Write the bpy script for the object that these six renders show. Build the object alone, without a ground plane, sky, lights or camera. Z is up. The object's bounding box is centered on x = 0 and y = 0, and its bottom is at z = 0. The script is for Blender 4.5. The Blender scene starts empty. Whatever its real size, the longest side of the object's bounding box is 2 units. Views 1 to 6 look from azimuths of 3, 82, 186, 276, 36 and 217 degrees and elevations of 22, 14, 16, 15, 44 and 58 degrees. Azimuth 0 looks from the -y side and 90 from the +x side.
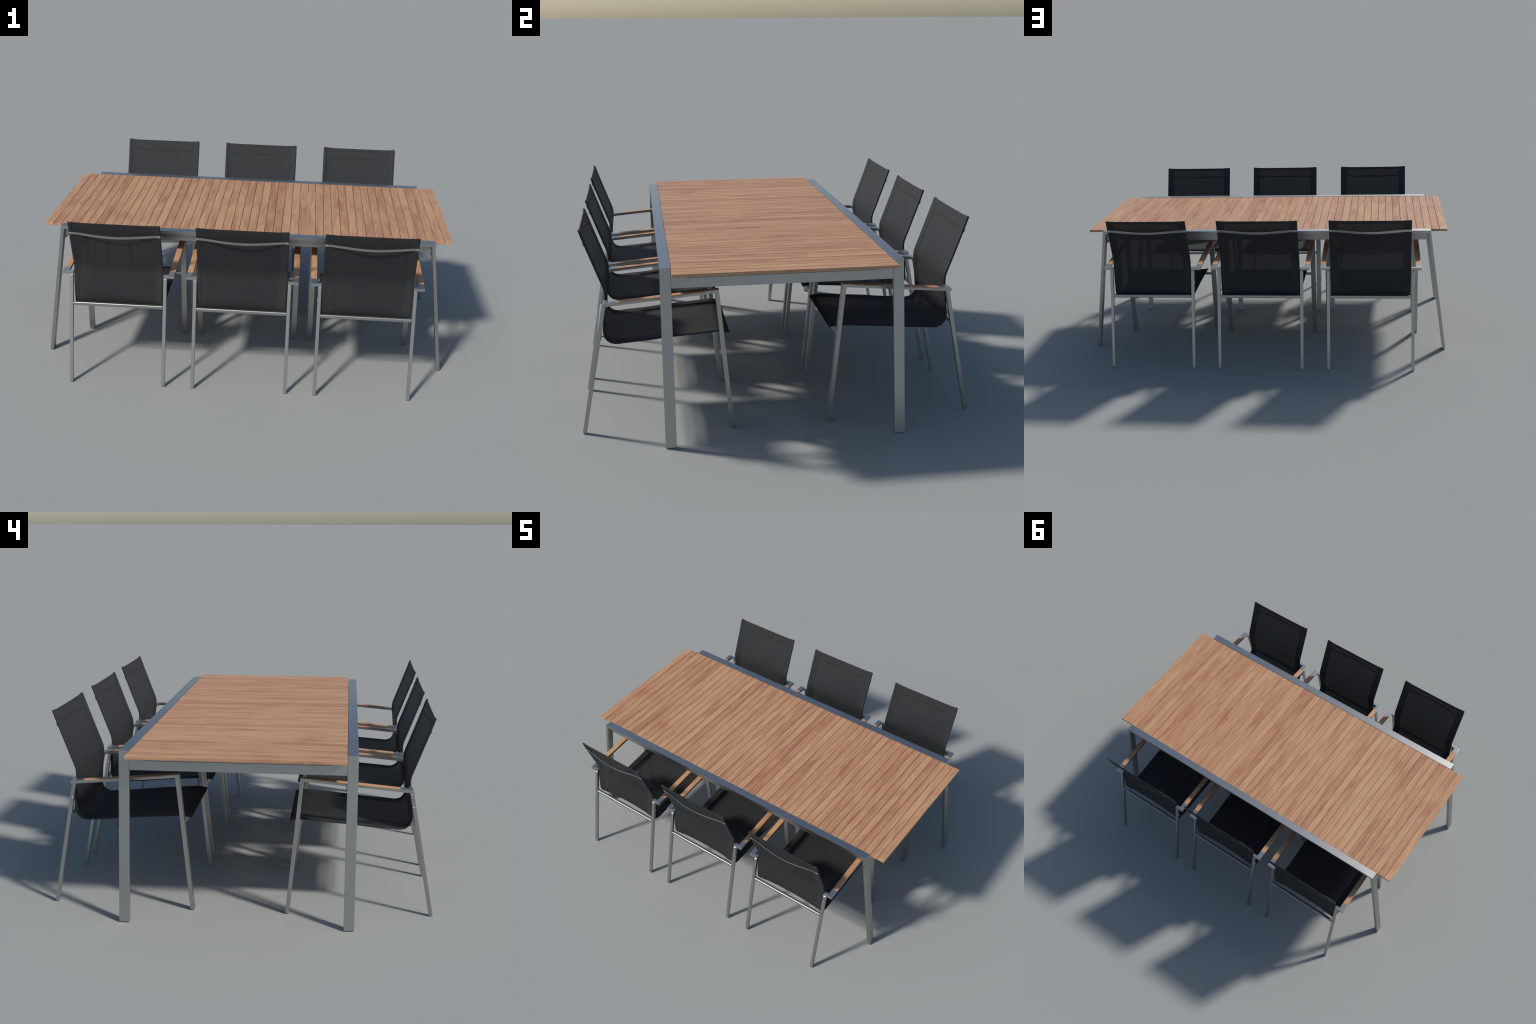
"""Outdoor dining set: an extending table with a slatted wooden top on a brushed
metal frame, and six stacking armchairs with dark mesh slings.  Metres, z up."""
import bpy, bmesh, math, random
from mathutils import Vector, Matrix

random.seed(7)
COL = bpy.context.scene.collection


# ------------------------------------------------------------------ materials
class Nodes:
    def __init__(self, name):
        self.mat = bpy.data.materials.new(name)
        self.mat.use_nodes = True
        self.nt = self.mat.node_tree
        self.nt.nodes.clear()
        self.out = self.nt.nodes.new("ShaderNodeOutputMaterial")

    def add(self, kind, props=None, **inputs):
        n = self.nt.nodes.new(kind)
        for k, v in (props or {}).items():
            setattr(n, k, v)
        for k, v in inputs.items():
            key = int(k[1:]) if k[0] == "i" and k[1:].isdigit() else k.replace("_", " ")
            s = n.inputs[key]
            if hasattr(v, "is_output"):
                self.nt.links.new(v, s)
            else:
                s.default_value = v
        return n

    def math(self, op, a, b=0.0, clamp=False):
        return self.add("ShaderNodeMath", dict(operation=op, use_clamp=clamp), i0=a, i1=b).outputs[0]

    def mix(self, fac, a, b, blend="MIX"):
        n = self.add("ShaderNodeMix", dict(data_type="RGBA", blend_type=blend))
        for idx, v in ((0, fac), (6, a), (7, b)):
            if hasattr(v, "is_output"):
                self.nt.links.new(v, n.inputs[idx])
            else:
                n.inputs[idx].default_value = v
        return n.outputs[2]

    def ramp(self, fac, stops):
        n = self.add("ShaderNodeValToRGB", i0=fac)
        e = n.color_ramp.elements
        while len(e) < len(stops):
            e.new(0.5)
        for el, (p, c) in zip(e, stops):
            el.position, el.color = p, (*c, 1) if len(c) == 3 else c
        return n.outputs[0]

    def surface(self, shader):
        self.nt.links.new(shader, self.out.inputs[0])
        return self.mat


def grey(v):
    return (v, v, v)


def make_metal(name, glare_tilt=False):
    """Satin stainless steel.  Base colour is lightened on upward faces for their sky reflection; the long
    flat table rails get a tilted shading normal that draws sun glare at one end."""
    m = Nodes(name)
    co = m.add("ShaderNodeTexCoord").outputs["Object"]
    geo = m.add("ShaderNodeNewGeometry")
    fine = m.add("ShaderNodeTexNoise", Vector=co, Scale=900.0, Detail=2.0).outputs[0]
    soft = m.add("ShaderNodeTexNoise", Vector=co, Scale=9.0, Detail=3.0).outputs[0]
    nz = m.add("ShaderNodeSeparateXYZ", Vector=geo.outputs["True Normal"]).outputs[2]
    level = m.ramp(nz, [(0.35, grey(METAL_SIDE)), (0.9, grey(METAL_TOP))])  # reflected brightness baked into the colour: sides darkened, tops lightened
    warm_mottle = m.ramp(soft, [(0.3, (0.95, 0.945, 0.915)), (0.7, (1.0, 0.995, 0.965))])
    col = m.mix(1.0, level, warm_mottle, "MULTIPLY")
    rough = m.math("MULTIPLY_ADD", fine, 0.04)
    rough.node.inputs[2].default_value = METAL_ROUGH - 0.02
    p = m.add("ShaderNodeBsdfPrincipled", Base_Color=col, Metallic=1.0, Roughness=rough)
    if glare_tilt:
        x = m.add("ShaderNodeSeparateXYZ", Vector=co).outputs[0]
        lean = m.add("ShaderNodeCombineXYZ", i0=m.math("MULTIPLY", x, 0.115)).outputs[0]
        world = m.add("ShaderNodeVectorTransform", dict(vector_type="VECTOR", convert_from="OBJECT", convert_to="WORLD"), i0=lean).outputs[0]
        n = m.add("ShaderNodeVectorMath", dict(operation="ADD"), i0=geo.outputs["Normal"], i1=world).outputs[0]
        n = m.add("ShaderNodeVectorMath", dict(operation="NORMALIZE"), i0=n).outputs[0]
        m.nt.links.new(n, p.inputs["Normal"])
    return m.surface(p.outputs[0])


def make_wood(name, light, mid, dark, vary):
    """Oiled hardwood, grain along local y; every piece takes its own cut of the tree."""
    m = Nodes(name)
    co = m.add("ShaderNodeTexCoord").outputs["Object"]
    rnd = m.add("ShaderNodeObjectInfo").outputs["Random"]
    wn = m.add("ShaderNodeTexWhiteNoise", dict(noise_dimensions="1D"), W=rnd)
    shift = m.add("ShaderNodeVectorMath", dict(operation="MULTIPLY_ADD"), i0=wn.outputs["Color"],
                  i1=(31.0, 17.0, 23.0), i2=co).outputs[0]

    def stretched(sx, sy, sz, detail, rough, dist=0.0):
        mp = m.add("ShaderNodeMapping", Vector=shift, Scale=(sx, sy, sz)).outputs[0]
        return m.add("ShaderNodeTexNoise", Vector=mp, Scale=1.0, Detail=detail, Roughness=rough, Distortion=dist).outputs[0]

    patch = stretched(24, 3.0, 24, 4.0, 0.58, 0.7)          # broad light / reddish flame figure
    figure = stretched(75, 6.5, 75, 3.0, 0.6, 0.9)         # medium streaks
    pore = stretched(420, 22, 420, 2.0, 0.6)               # fine fibre
    tone = m.math("MULTIPLY_ADD", wn.outputs["Value"], vary)
    tone.node.inputs[2].default_value = -vary / 2
    v = m.math("ADD", m.math("MULTIPLY", patch, 0.62), m.math("MULTIPLY", figure, 0.30))
    v = m.math("ADD", v, m.math("MULTIPLY", pore, 0.08))
    v = m.math("ADD", v, tone)
    col = m.ramp(v, [(0.35, dark), (0.47, mid), (0.53, tuple((a + b) / 2 for a, b in zip(mid, light))), (0.60, light)])
    streak = stretched(130, 4.0, 130, 2.0, 0.5, 0.7)
    smask = m.ramp(streak, [(0.60, grey(0)), (0.72, grey(1))])
    col = m.mix(m.math("MULTIPLY", smask, 0.34), col, (*dark, 1))
    bump = m.add("ShaderNodeBump", Strength=0.08, Distance=0.001, Height=pore).outputs[0]
    p = m.add("ShaderNodeBsdfPrincipled", Base_Color=col, Roughness=0.52, Normal=bump)
    p.inputs["Specular IOR Level"].default_value = 0.45
    return m.surface(p.outputs[0])


def make_fabric(name, base, sheer):
    m = Nodes(name)
    co = m.add("ShaderNodeTexCoord").outputs["Object"]
    weave = m.add("ShaderNodeTexNoise", Vector=co, Scale=700.0, Detail=1.0).outputs[0]
    col = m.ramp(weave, [(0.35, tuple(c * 0.96 for c in base)), (0.65, tuple(c * 1.04 for c in base))])
    p = m.add("ShaderNodeBsdfPrincipled", Base_Color=col, Roughness=FABRIC_ROUGH)
    p.inputs["Specular IOR Level"].default_value = 0.45
    sh = p.outputs[0]
    if sheer:
        t = m.add("ShaderNodeBsdfTransparent")
        sh = m.add("ShaderNodeMixShader", i0=sheer, i1=sh, i2=t.outputs[0]).outputs[0]
    return m.surface(sh)


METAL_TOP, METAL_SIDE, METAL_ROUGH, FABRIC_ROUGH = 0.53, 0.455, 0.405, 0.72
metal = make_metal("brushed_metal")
rail_metal = make_metal("glare_tilted_rail_metal", True)
WOOD = ((0.572, 0.330, 0.172), (0.482, 0.244, 0.136), (0.375, 0.165, 0.092))
slat_wood = make_wood("oiled_hardwood", *WOOD, 0.12)
pad_wood = make_wood("armrest_hardwood", (0.60, 0.34, 0.17), (0.53, 0.28, 0.145), (0.40, 0.18, 0.09), 0.06)
mesh_fabric = make_fabric("sling_mesh", (0.0200, 0.0212, 0.0234), 0.145)
hem_fabric = make_fabric("sling_hem", (0.0188, 0.0198, 0.0216), 0.0)
screw_metal = Nodes("screw_metal")
screw_metal = screw_metal.surface(screw_metal.add("ShaderNodeBsdfPrincipled", Base_Color=(0.75, 0.75, 0.77, 1),
                                                  Metallic=1.0, Roughness=0.45).outputs[0])
foot_plastic = Nodes("foot_plastic")
foot_plastic = foot_plastic.surface(foot_plastic.add("ShaderNodeBsdfPrincipled", Base_Color=(0.03, 0.03, 0.03, 1),
                                                     Roughness=0.6).outputs[0])


# ------------------------------------------------------------------ geometry helpers
def bm_mesh(bm, name, mat, smooth_angle=None):
    bmesh.ops.recalc_face_normals(bm, faces=bm.faces[:])
    me = bpy.data.meshes.new(name)
    bm.to_mesh(me)
    bm.free()
    me.materials.append(mat)
    if smooth_angle is not None:
        for p in me.polygons:
            p.use_smooth = True
        me.set_sharp_from_angle(angle=math.radians(smooth_angle))
    return me


def bevel(bm, width, segments=2, min_angle=25, skip=()):
    if width <= 0:
        return
    bm.normal_update()
    es = [e for e in bm.edges if len(e.link_faces) == 2 and e.calc_face_angle(0) > math.radians(min_angle)
          and not (e.verts[0] in skip and e.verts[1] in skip)]
    bmesh.ops.bevel(bm, geom=es, offset=width, segments=segments, profile=0.5, affect="EDGES", clamp_overlap=True)


def prism(name, outline, x0, x1, mat, bev=0.0015, axis="x", segments=2, mitres=()):
    """Extrude a closed (a, b) outline along an axis: a,b are (y,z) for x, (x,z) for y, (x,y) for z."""
    place = {"x": lambda t, a, b: (t, a, b), "y": lambda t, a, b: (a, t, b), "z": lambda t, a, b: (a, b, t)}[axis]
    bm = bmesh.new()
    lo = [bm.verts.new(place(x0, *p)) for p in outline]
    hi = [bm.verts.new(place(x1, *p)) for p in outline]
    bm.faces.new(lo)
    bm.faces.new(hi)
    n = len(outline)
    for i in range(n):
        bm.faces.new((lo[i], lo[(i + 1) % n], hi[(i + 1) % n], hi[i]))
    bmesh.ops.recalc_face_normals(bm, faces=bm.faces[:])
    # corners listed in mitres belong to a mitred joint: their cap edges stay sharp so that the joint closes
    sharp = {v for k in mitres for v in (lo[k], hi[k])}
    bevel(bm, bev, segments, skip=sharp)
    return bm_mesh(bm, name, mat)


def box(name, lo, hi, mat, bev=0.0015, segments=2):
    return prism(name, [(lo[1], lo[2]), (hi[1], lo[2]), (hi[1], hi[2]), (lo[1], hi[2])], lo[0], hi[0], mat, bev, segments=segments)


def swept(name, path, section, frames, mat, smooth=40, closed_section=True):
    """Sweep a closed section (list of (a, b)) along path; frames(i) gives the two axes."""
    bm = bmesh.new()
    rings = []
    for i, p in enumerate(path):
        ax, ay = frames(i)
        rings.append([bm.verts.new(p + ax * a + ay * b) for a, b in section(i)])
    n = len(rings[0])
    for r0, r1 in zip(rings, rings[1:]):
        for k in range(n):
            bm.faces.new((r0[k], r0[(k + 1) % n], r1[(k + 1) % n], r1[k]))
    bm.faces.new(rings[0])
    bm.faces.new(rings[-1])
    return bm_mesh(bm, name, mat, smooth)


def disc_screw(name, radius, height, mat):
    """Low domed screw head lying on z = 0, pointing to +z."""
    bm = bmesh.new()
    rings = [(radius, 0.0), (radius, height * 0.4), (radius * 0.75, height * 0.85)]
    vs = [[bm.verts.new((r * math.cos(2 * math.pi * k / 14), r * math.sin(2 * math.pi * k / 14), z)) for k in range(14)]
          for r, z in rings]
    top = bm.verts.new((0, 0, height))
    for a, b in zip(vs, vs[1:]):
        for k in range(14):
            bm.faces.new((a[k], a[(k + 1) % 14], b[(k + 1) % 14], b[k]))
    for k in range(14):
        bm.faces.new((vs[-1][k], vs[-1][(k + 1) % 14], top))
    bm.faces.new(vs[0])
    return bm_mesh(bm, name, mat, 50)


def put(name, me, parent, loc=(0, 0, 0), rot=(0, 0, 0), scale=(1, 1, 1)):
    o = bpy.data.objects.new(name, me)
    o.parent = parent
    o.location, o.rotation_euler, o.scale = loc, rot, scale
    COL.objects.link(o)
    return o


def thing(name, label, category, loc=(0, 0, 0), turn=0.0):
    e = bpy.data.objects.new(name, None)
    e.empty_display_size = 0.1
    e.location, e.rotation_euler = loc, (0, 0, turn)
    e["label"], e["category"] = label, category
    COL.objects.link(e)
    return e


def mirrored(me, name):
    """Copy of a mesh reflected in x, faces turned the right way round again."""
    bm = bmesh.new()
    bm.from_mesh(me)
    bmesh.ops.scale(bm, vec=(-1, 1, 1), verts=bm.verts[:])
    bmesh.ops.reverse_faces(bm, faces=bm.faces[:])
    m2 = me.copy()
    m2.name = name
    bm.to_mesh(m2)
    bm.free()
    return m2


# ------------------------------------------------------------------ the table
TOP_Z = 0.6805            # upper face of the slats
SLAT_N, SLAT_GAP = 48, 0.0021
SLAT_PITCH = (2.0 + SLAT_GAP) / SLAT_N
SLAT_HALF, SLAT_T = 0.4240, 0.0118
RAIL_IN, RAIL_OUT, RAIL_TOP, RAIL_T = 0.4248, 0.4665, 0.6822, 0.0150
RAIL_HALF, FOOT_X, LEG_T = 0.9100, 0.9985, 0.0172


def build_table():
    t = thing("dining_table", "long garden table with cross-slatted wooden top and slim brushed metal frame", "dining table")

    def slope_x(z):       # outer face of the splayed legs
        return FOOT_X + (RAIL_HALF - FOOT_X) * z / RAIL_TOP

    # slats: one mesh, grain along y, each object placed with a hair of variation
    w = SLAT_PITCH - SLAT_GAP
    slat = box("slat", (-w / 2, -SLAT_HALF, -SLAT_T), (w / 2, SLAT_HALF, 0), slat_wood, 0.0008)
    for i in range(SLAT_N):
        x = SLAT_PITCH * (i - (SLAT_N - 1) / 2)
        flip = math.pi if random.random() < 0.5 else 0.0
        put("slat", slat, t, (x, 0, TOP_Z + random.uniform(-0.00025, 0.00025)), (0, 0, flip))
    # rails along both sides, mitred into the legs
    rail = prism("rail", [(-RAIL_HALF, RAIL_TOP), (RAIL_HALF, RAIL_TOP),
                          (slope_x(RAIL_TOP - RAIL_T) - LEG_T, RAIL_TOP - RAIL_T),
                          (-slope_x(RAIL_TOP - RAIL_T) + LEG_T, RAIL_TOP - RAIL_T)],
                 RAIL_IN, RAIL_OUT, rail_metal, 0.0014, axis="y", mitres=(0, 1, 2, 3))
    g = 0.0001
    zi = RAIL_TOP - RAIL_T
    leg = prism("leg", [(RAIL_HALF + g, RAIL_TOP - g), (FOOT_X, 0.0), (FOOT_X - LEG_T, 0.0), (slope_x(zi) - LEG_T + g, zi - g)],
                RAIL_IN, RAIL_OUT, metal, 0.0014, axis="y", mitres=(0, 3))
    # long aprons, tucked behind the rails
    za, y1, y0 = 0.626, 0.4425, 0.4270
    xa = slope_x(za) - LEG_T
    xb = slope_x(zi) - LEG_T
    apron = prism("apron", [(-xb, zi - 0.0004), (xb, zi - 0.0004), (xa, za), (-xa, za)], y0, y1, metal, 0.0010, axis="y")
    ledge = box("slat_ledge", (-0.885, 0.4085, 0.6535), (0.885, 0.4265, 0.6685), metal, 0.0010)
    for turn in (0.0, math.pi):
        put("rail", rail, t, rot=(0, 0, turn))
        put("apron", apron, t, rot=(0, 0, turn))
        put("slat_ledge", ledge, t, rot=(0, 0, turn))
    leg_m = mirrored(leg, "leg_mirror")
    for turn in (0.0, math.pi):
        put("leg", leg, t, rot=(0, 0, turn))
        put("leg", leg_m, t, rot=(0, 0, turn))

    # end aprons lie in the plane of the splayed legs, with a wide slot under the top
    zb, zt, zs, ys = 0.6055, 0.6685, 0.6430, 0.367
    half = RAIL_IN - 0.0004

    def plate(name, outline, inset, thick, bev):
        """Flat (y, z) outline given a thickness, then sheared into the lean of the legs."""
        me = prism(name, outline, -thick, 0.0, metal, bev)
        for v in me.vertices:
            v.co.x += slope_x(v.co.z) - 0.0008 - inset
        return me
    yoke = plate("end_apron", [(-half, zb), (half, zb), (half, zt), (ys, zt), (ys, zs), (-ys, zs), (-ys, zt), (-half, zt)],
                 0.0, 0.022, 0.0008)
    liner = plate("slot_liner", [(-ys + 0.0008, zs + 0.0006), (ys - 0.0008, zs + 0.0006), (ys - 0.0008, zt), (-ys + 0.0008, zt)],
                  0.0007, 0.015, 0.0)
    for turn in (0.0, math.pi):
        put("end_apron", yoke, t, rot=(0, 0, turn))
        put("slot_liner", liner, t, rot=(0, 0, turn))


# ------------------------------------------------------------------ the chair
# Side profile in (d, z): d grows from the sitter's knees to the back; local y = D0 - d.
D0 = 0.48
ARM_IN, ARM_OUT = 0.2375, 0.2650          # front leg and armrest, across x
LEG_IN, LEG_OUT = 0.2143, 0.2308          # back leg


def P(d, z):
    return (D0 - d, z)


def catmull(pts, per):
    out = []
    n = len(pts)
    for i in range(n - 1):
        p0, p1, p2, p3 = pts[max(i - 1, 0)], pts[i], pts[i + 1], pts[min(i + 2, n - 1)]
        for k in range(per):
            t = k / per
            out.append(tuple(0.5 * (2 * b + (c - a) * t + (2 * a - 5 * b + 4 * c - e) * t * t + (3 * b - a - 3 * c + e) * t ** 3)
                             for a, b, c, e in zip(p0, p1, p2, p3)))
    out.append(pts[-1])
    return out


def resample(pts, n):
    s = [0.0]
    for a, b in zip(pts, pts[1:]):
        s.append(s[-1] + math.dist(a, b))
    out, j = [], 0
    for i in range(n):
        t = s[-1] * i / (n - 1)
        while j < len(pts) - 2 and s[j + 1] < t:
            j += 1
        f = (t - s[j]) / max(s[j + 1] - s[j], 1e-9)
        out.append(tuple(a + (b - a) * f for a, b in zip(pts[j], pts[j + 1])))
    return out, s[-1]


TUBE = [(0.7575, 0.8100), (0.7316, 0.7362), (0.7075, 0.6695), (0.6902, 0.6220), (0.6782, 0.5900), (0.6722, 0.5680),
        (0.6716, 0.5400), (0.6755, 0.5000), (0.6797, 0.4550), (0.6830, 0.4150), (0.6826, 0.3985), (0.6765, 0.3805),
        (0.6635, 0.3665), (0.6460, 0.3597), (0.6280, 0.3588), (0.6080, 0.3608), (0.5050, 0.3684), (0.4560, 0.3740),
        (0.3500, 0.3822), (0.2580, 0.3893), (0.2400, 0.3903), (0.2250, 0.3888), (0.1995, 0.3826)]
N_PATH = 110
HALF_W = [(0.0, 0.2124), (0.33, 0.2124), (0.50, 0.2092), (0.62, 0.2100), (1.0, 0.2152)]   # half width along the path


def lerp_table(tab, t):
    for (t0, v0), (t1, v1) in zip(tab, tab[1:]):
        if t <= t1:
            f = (t - t0) / (t1 - t0)
            f = f * f * (3 - 2 * f)
            return v0 + (v1 - v0) * f
    return tab[-1][1]


def sling_path():
    pts, length = resample(catmull(TUBE, 14), N_PATH)
    step = length / (N_PATH - 1)
    # the taut cloth cuts the corner: same path, averaged over a wider window
    def smooth(vals, sigma):
        r = int(3 * sigma / step) + 1
        out = []
        for i in range(len(vals)):
            k = min(r, i, len(vals) - 1 - i)
            ws = [math.exp(-0.5 * (j * step / sigma) ** 2) for j in range(-k, k + 1)]
            out.append(sum(w * vals[i + j] for w, j in zip(ws, range(-k, k + 1))) / sum(ws))
        return out
    cl = list(zip(smooth([p[0] for p in pts], 0.028), smooth([p[1] for p in pts], 0.028)))
    normals = []
    for i in range(N_PATH):
        a, b = pts[max(i - 1, 0)], pts[min(i + 1, N_PATH - 1)]
        td, tz = b[0] - a[0], b[1] - a[1]
        l = math.hypot(td, tz)
        normals.append((tz / l, -td / l))      # towards the sitter (front / up)
    return pts, cl, normals, length


def build_chair_parts():
    parts = []                                  # (name, mesh, parent index or None, placement)

    def line(p, q, t):
        return (p[0] + (q[0] - p[0]) * t, p[1] + (q[1] - p[1]) * t)

    # --- armrest frame: front leg and arm rail are one mitred strap
    F = (0.2415, 0.5732)                        # outer corner
    R = (0.6822, 0.5362)                        # rear end, top
    rb = (0.6830, 0.5233)                       # rear end, bottom
    foot_f, foot_b = (0.1865, 0.0), (0.2030, 0.0)
    lt = 0.0165
    slope_leg = (F[0] - foot_f[0]) / (F[1] - foot_f[1])
    slope_arm = (R[1] - F[1]) / (R[0] - F[0])
    drop = F[1] - (rb[1] - slope_arm * (rb[0] - F[0]))         # vertical thickness of the strap
    # inner corner: leg back line d = foot_b + slope*z  meets arm bottom line
    zi = (F[1] - drop + slope_arm * (foot_b[0] - F[0])) / (1 - slope_arm * slope_leg)
    I = (foot_b[0] + slope_leg * zi, zi)
    g = 0.0001
    def top(d):
        return F[1] + slope_arm * (d - F[0])
    pad0, pad1, sink = 0.2938, 0.6310, 0.0034
    arm_outline = [(F[0] + g, F[1]), (I[0] + g, I[1]), rb, R, (pad1 + g, top(pad1)), (pad1 + g, top(pad1) - sink),
                   (pad0 - g, top(pad0) - sink), (pad0 - g, top(pad0))]
    arm = prism("arm", [P(*p) for p in arm_outline], ARM_IN, ARM_OUT, metal, 0.0004, mitres=(0, 1))
    leg_f = prism("front_leg", [P(*p) for p in ((F[0] - g * 0.4, F[1] - g), foot_f, foot_b, (I[0] - g, I[1] - g))],
                  ARM_IN, ARM_OUT, metal, 0.0012, mitres=(0, 3))
    pad = prism("arm_pad", [P(*p) for p in ((pad0, top(pad0) + 0.0003), (pad1, top(pad1) + 0.0003),
                                            (pad1, top(pad1) - sink + 0.0002), (pad0, top(pad0) - sink + 0.0002))],
                ARM_IN - 0.0002, ARM_OUT + 0.0002, pad_wood, 0.0006)
    k0 = 0.6658
    bracket = prism("arm_bracket", [P(*p) for p in ((k0, top(k0) - 0.0001), (R[0] - 0.0001, R[1] - 0.0001), (rb[0] - 0.0001, rb[1] + 0.0001),
                                                     (k0 + 0.0008, top(k0) - drop + 0.0001))],
                    LEG_IN - 0.0004, ARM_IN + 0.004, metal, 0.0006)

    # --- back leg, square tube raked backwards
    zt = top(0.675) - drop - 0.0002
    top_f = 0.6698
    back = prism("back_leg", [P(*p) for p in ((top_f, zt), (top_f + lt, zt - 0.0012), (0.7845, 0.0), (0.7680, 0.0))],
                 LEG_IN, LEG_OUT, metal, 0.0020, segments=3)

    # --- sling
    pts, cl, nrm, length = sling_path()
    def at(d, z):
        return Vector((0, D0 - d, z))
    path = [at(*p) for p in pts]
    nvec = [Vector((0, -n[0], n[1])) for n in nrm]
    # orient the normals to the sitter's side
    for i, n in enumerate(nvec):
        ref = Vector((0, 1, 0)) if i < N_PATH // 2 else Vector((0, 0, 1))
        if n.dot(ref) < 0:
            nvec[i] = -n
    tube_t, tube_w, hem_w = 0.0044, 0.0155, 0.0423
    def sleeve_section(i):
        sec = []
        for k in range(12):                     # rounded outer tube
            a = math.pi / 2 + math.pi * k / 11
            c, s = math.cos(a), math.sin(a)
            sec.append((-(tube_t * 1.15) * abs(c) ** 0.8 - 0.0 + tube_t * 1.15, tube_t * math.copysign(abs(s) ** 0.8, s)))
        body = [(tube_w, -tube_t), (tube_w + 0.004, -tube_t * 0.62), (tube_w + 0.010, -0.0019), (hem_w, -0.0015),
                (hem_w, 0.0015), (tube_w + 0.010, 0.0019), (tube_w + 0.004, tube_t * 0.62), (tube_w, tube_t)]
        return sec + body
    widths = [lerp_table(HALF_W, i / (N_PATH - 1)) for i in range(N_PATH)]
    def sleeve(name, side):
        p = [v + Vector((side * w, 0, 0)) for v, w in zip(path, widths)]
        return swept(name, p, sleeve_section, lambda i: (Vector((-side, 0, 0)), nvec[i]), hem_fabric, 50)
    sleeve_r = sleeve("sling_sleeve", 1)
    sleeve_l = sleeve("sling_sleeve", -1)

    # the cloth between the sleeves
    nx = 28
    first, last = 0, N_PATH - 1
    seat0 = 0.52
    def cloth_point(i, u):
        """u from -1 to 1 across the free cloth."""
        f = (1 - abs(u) ** 2.4)
        t = i / (N_PATH - 1)
        base = Vector((0, path[i].y, path[i].z))
        c = at(*cl[i])
        sag = 0.0
        if t < 0.40:                            # back pulled a little to the rear
            sag = -0.0030 * math.sin(math.pi * t / 0.40)
        elif t > seat0:                         # seat hollowed
            sag = -0.0065 * math.sin(math.pi * min((t - seat0) / (1 - seat0), 1.0)) ** 0.7
        q = base.lerp(c, f) + nvec[i] * (sag * f)
        if i == 0:                              # the tube ends stand a little proud of the hem
            q += (path[1] - path[0]).normalized() * (0.0014 + 0.0006 * f)
        q.x = u * (widths[i] - hem_w + 0.0035)
        return q
    def cloth(name, rows, thick, mat, lift=0.0):
        bm = bmesh.new()
        up, dn = [], []
        for i in rows:
            ru, rd = [], []
            for k in range(nx + 1):
                q = cloth_point(i, -1 + 2 * k / nx)
                ru.append(bm.verts.new(q + nvec[i] * (thick / 2 + lift)))
                rd.append(bm.verts.new(q - nvec[i] * (thick / 2 - lift)))
            up.append(ru)
            dn.append(rd)
        m = len(up)
        for a in range(m - 1):
            for k in range(nx):
                bm.faces.new((up[a][k], up[a + 1][k], up[a + 1][k + 1], up[a][k + 1]))
                bm.faces.new((dn[a][k], dn[a][k + 1], dn[a + 1][k + 1], dn[a + 1][k]))
        for a in range(m - 1):
            for k in (0, nx):
                bm.faces.new((up[a][k], up[a + 1][k], dn[a + 1][k], dn[a][k]))
        for a in (0, m - 1):
            for k in range(nx):
                bm.faces.new((up[a][k], up[a][k + 1], dn[a][k + 1], dn[a][k]))
        return bm_mesh(bm, name, mat, 40)
    hem_rows = 2
    panel = cloth("sling_panel", range(first, last + 1), 0.0013, mesh_fabric)
    hem_top = cloth("sling_hem", range(first, first + hem_rows + 1), 0.0030, hem_fabric)
    hem_front = cloth("sling_hem", range(last - hem_rows, last + 1), 0.0030, hem_fabric)

    # --- flat braces bowed away from the sitter
    def brace(name, half, c0, bow_dir, bow, flat, h, thick, up_dir, soft=0.35, face=1):
        n = 41
        path, tang = [], []
        for i in range(n):
            x = -half + 2 * half * i / (n - 1)
            a = max(0.0, (half - flat - abs(x)) / (half - flat))
            e = a * a * (3 - 2 * a) * soft + (1 - (1 - a) ** 2) * (1 - soft)
            path.append(Vector((x, 0, 0)) + c0 + bow_dir * (bow * e))
        up = up_dir.normalized()
        # +a is the outer face; the edges are chamfered on the hidden face only
        o, c = face * thick / 2, min(thick, 0.0024)
        sec = [(o, -h / 2), (o, h / 2), (-o, h / 2 - c), (-o, c - h / 2)]
        def fr(i):
            t = (path[min(i + 1, n - 1)] - path[max(i - 1, 0)]).normalized()
            return t.cross(up).normalized(), up
        return swept(name, path, lambda i: sec, fr, metal, 35)
    lean_t = Vector((0, -(0.7575 - 0.7075), 0.8100 - 0.6695)).normalized()      # up along the leaning back
    rear_n = Vector((0, -lean_t.z, lean_t.y))
    c0 = at(0.7385, 0.7556) + rear_n * (tube_t + 0.0012)
    back_brace = brace("back_brace", 0.2118, c0, rear_n, 0.0215, 0.030, 0.0136, 0.0024, lean_t)
    leg_up = Vector((0, -slope_leg, 1)).normalized()
    seat_brace = brace("seat_brace", ARM_IN + 0.001, at(0.2290, 0.3645), Vector((0, 1, 0.0)), 0.0120, 0.006, 0.0160, 0.0060, leg_up, 0.9, -1)

    # --- straight rear crossbar
    d_bar, z_bar, hb = 0.7030, 0.3825, 0.0083
    crossbar = box("crossbar", (-LEG_IN - 0.001, D0 - d_bar - hb, z_bar - hb), (LEG_IN + 0.001, D0 - d_bar + hb, z_bar + hb), metal, 0.0040, 3)

    # --- small hardware
    screw = disc_screw("screw", 0.0034, 0.0016, screw_metal)
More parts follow.
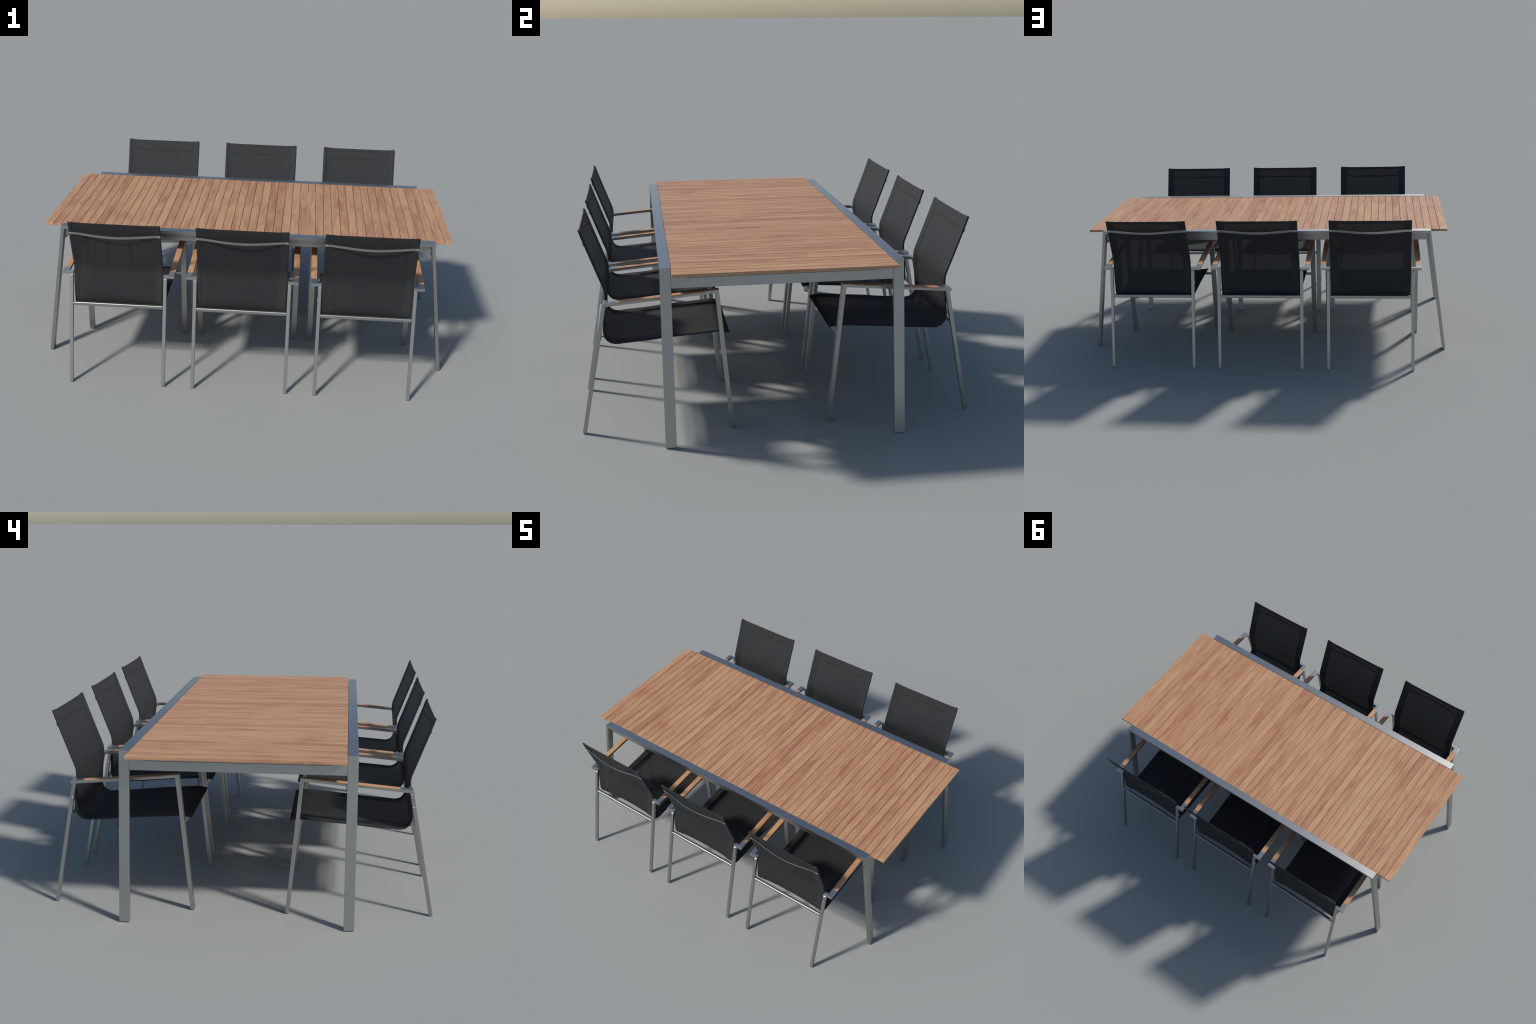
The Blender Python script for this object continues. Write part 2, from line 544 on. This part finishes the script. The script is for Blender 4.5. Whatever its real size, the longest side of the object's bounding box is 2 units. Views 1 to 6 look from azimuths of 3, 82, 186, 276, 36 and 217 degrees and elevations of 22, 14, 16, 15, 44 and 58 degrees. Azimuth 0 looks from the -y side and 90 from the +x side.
    post = box("seat_spacer", (-0.0055, -0.005, -0.012), (0.0055, 0.005, 0.0065), metal, 0.001)
    cap = box("tube_cap", (-0.0052, -0.0033, -0.002), (0.0052, 0.0033, 0.0012), foot_plastic, 0.0006)

    def assemble(parent):
        for side in (1, -1):
            flip = side < 0
            a = put("arm", arm if not flip else arm_m, parent)
            put("arm_pad", pad if not flip else pad_m, a)
            put("arm_bracket", bracket if not flip else bracket_m, a)
            put("front_leg", leg_f if not flip else leg_fm, parent)
            b = put("back_leg", back if not flip else back_m, parent)
            for d, z in ((0.6781, 0.5070), (0.6884, 0.4560)):
                put("screw", screw, b, (side * LEG_OUT, D0 - d, z), (0, side * math.pi / 2, 0))
            put("sling_sleeve", sleeve_r if not flip else sleeve_l, parent)
            put("tube_cap", cap, parent, tuple(path[0] + Vector((side * (HALF_W[0][1] - 0.010), 0, 0.0))), (-math.atan2(lean_t.y, lean_t.z) * -1, 0, 0))
            put("seat_spacer", post, parent, (side * 0.2065, D0 - 0.2245, 0.3790))
        bb = put("back_brace", back_brace, parent)
        rot = rear_n.to_track_quat("Z", "Y").to_euler()
        for side in (1, -1):
            put("screw", screw, bb, tuple(c0 + rear_n * 0.0011 + Vector((side * 0.2045, 0, 0))), tuple(rot))
        put("seat_brace", seat_brace, parent)
        put("crossbar", crossbar, parent)
        pn = put("sling_panel", panel, parent)
        put("sling_hem", hem_top, pn)
        put("sling_hem", hem_front, pn)

    arm_m, pad_m, bracket_m = mirrored(arm, "arm_mirror"), mirrored(pad, "arm_pad_mirror"), mirrored(bracket, "arm_bracket_mirror")
    leg_fm, back_m = mirrored(leg_f, "front_leg_mirror"), mirrored(back, "back_leg_mirror")
    return assemble


build_table()
assemble = build_chair_parts()
PITCH = 0.5870
for turn, y in ((0.0, -D0), (math.pi, D0)):
    for cx in (-PITCH, 0.0, PITCH):
        chair = thing("garden_armchair", "stacking metal armchair with dark mesh sling and wooden arm pads", "armchair", (cx, y, 0), turn)
        assemble(chair)
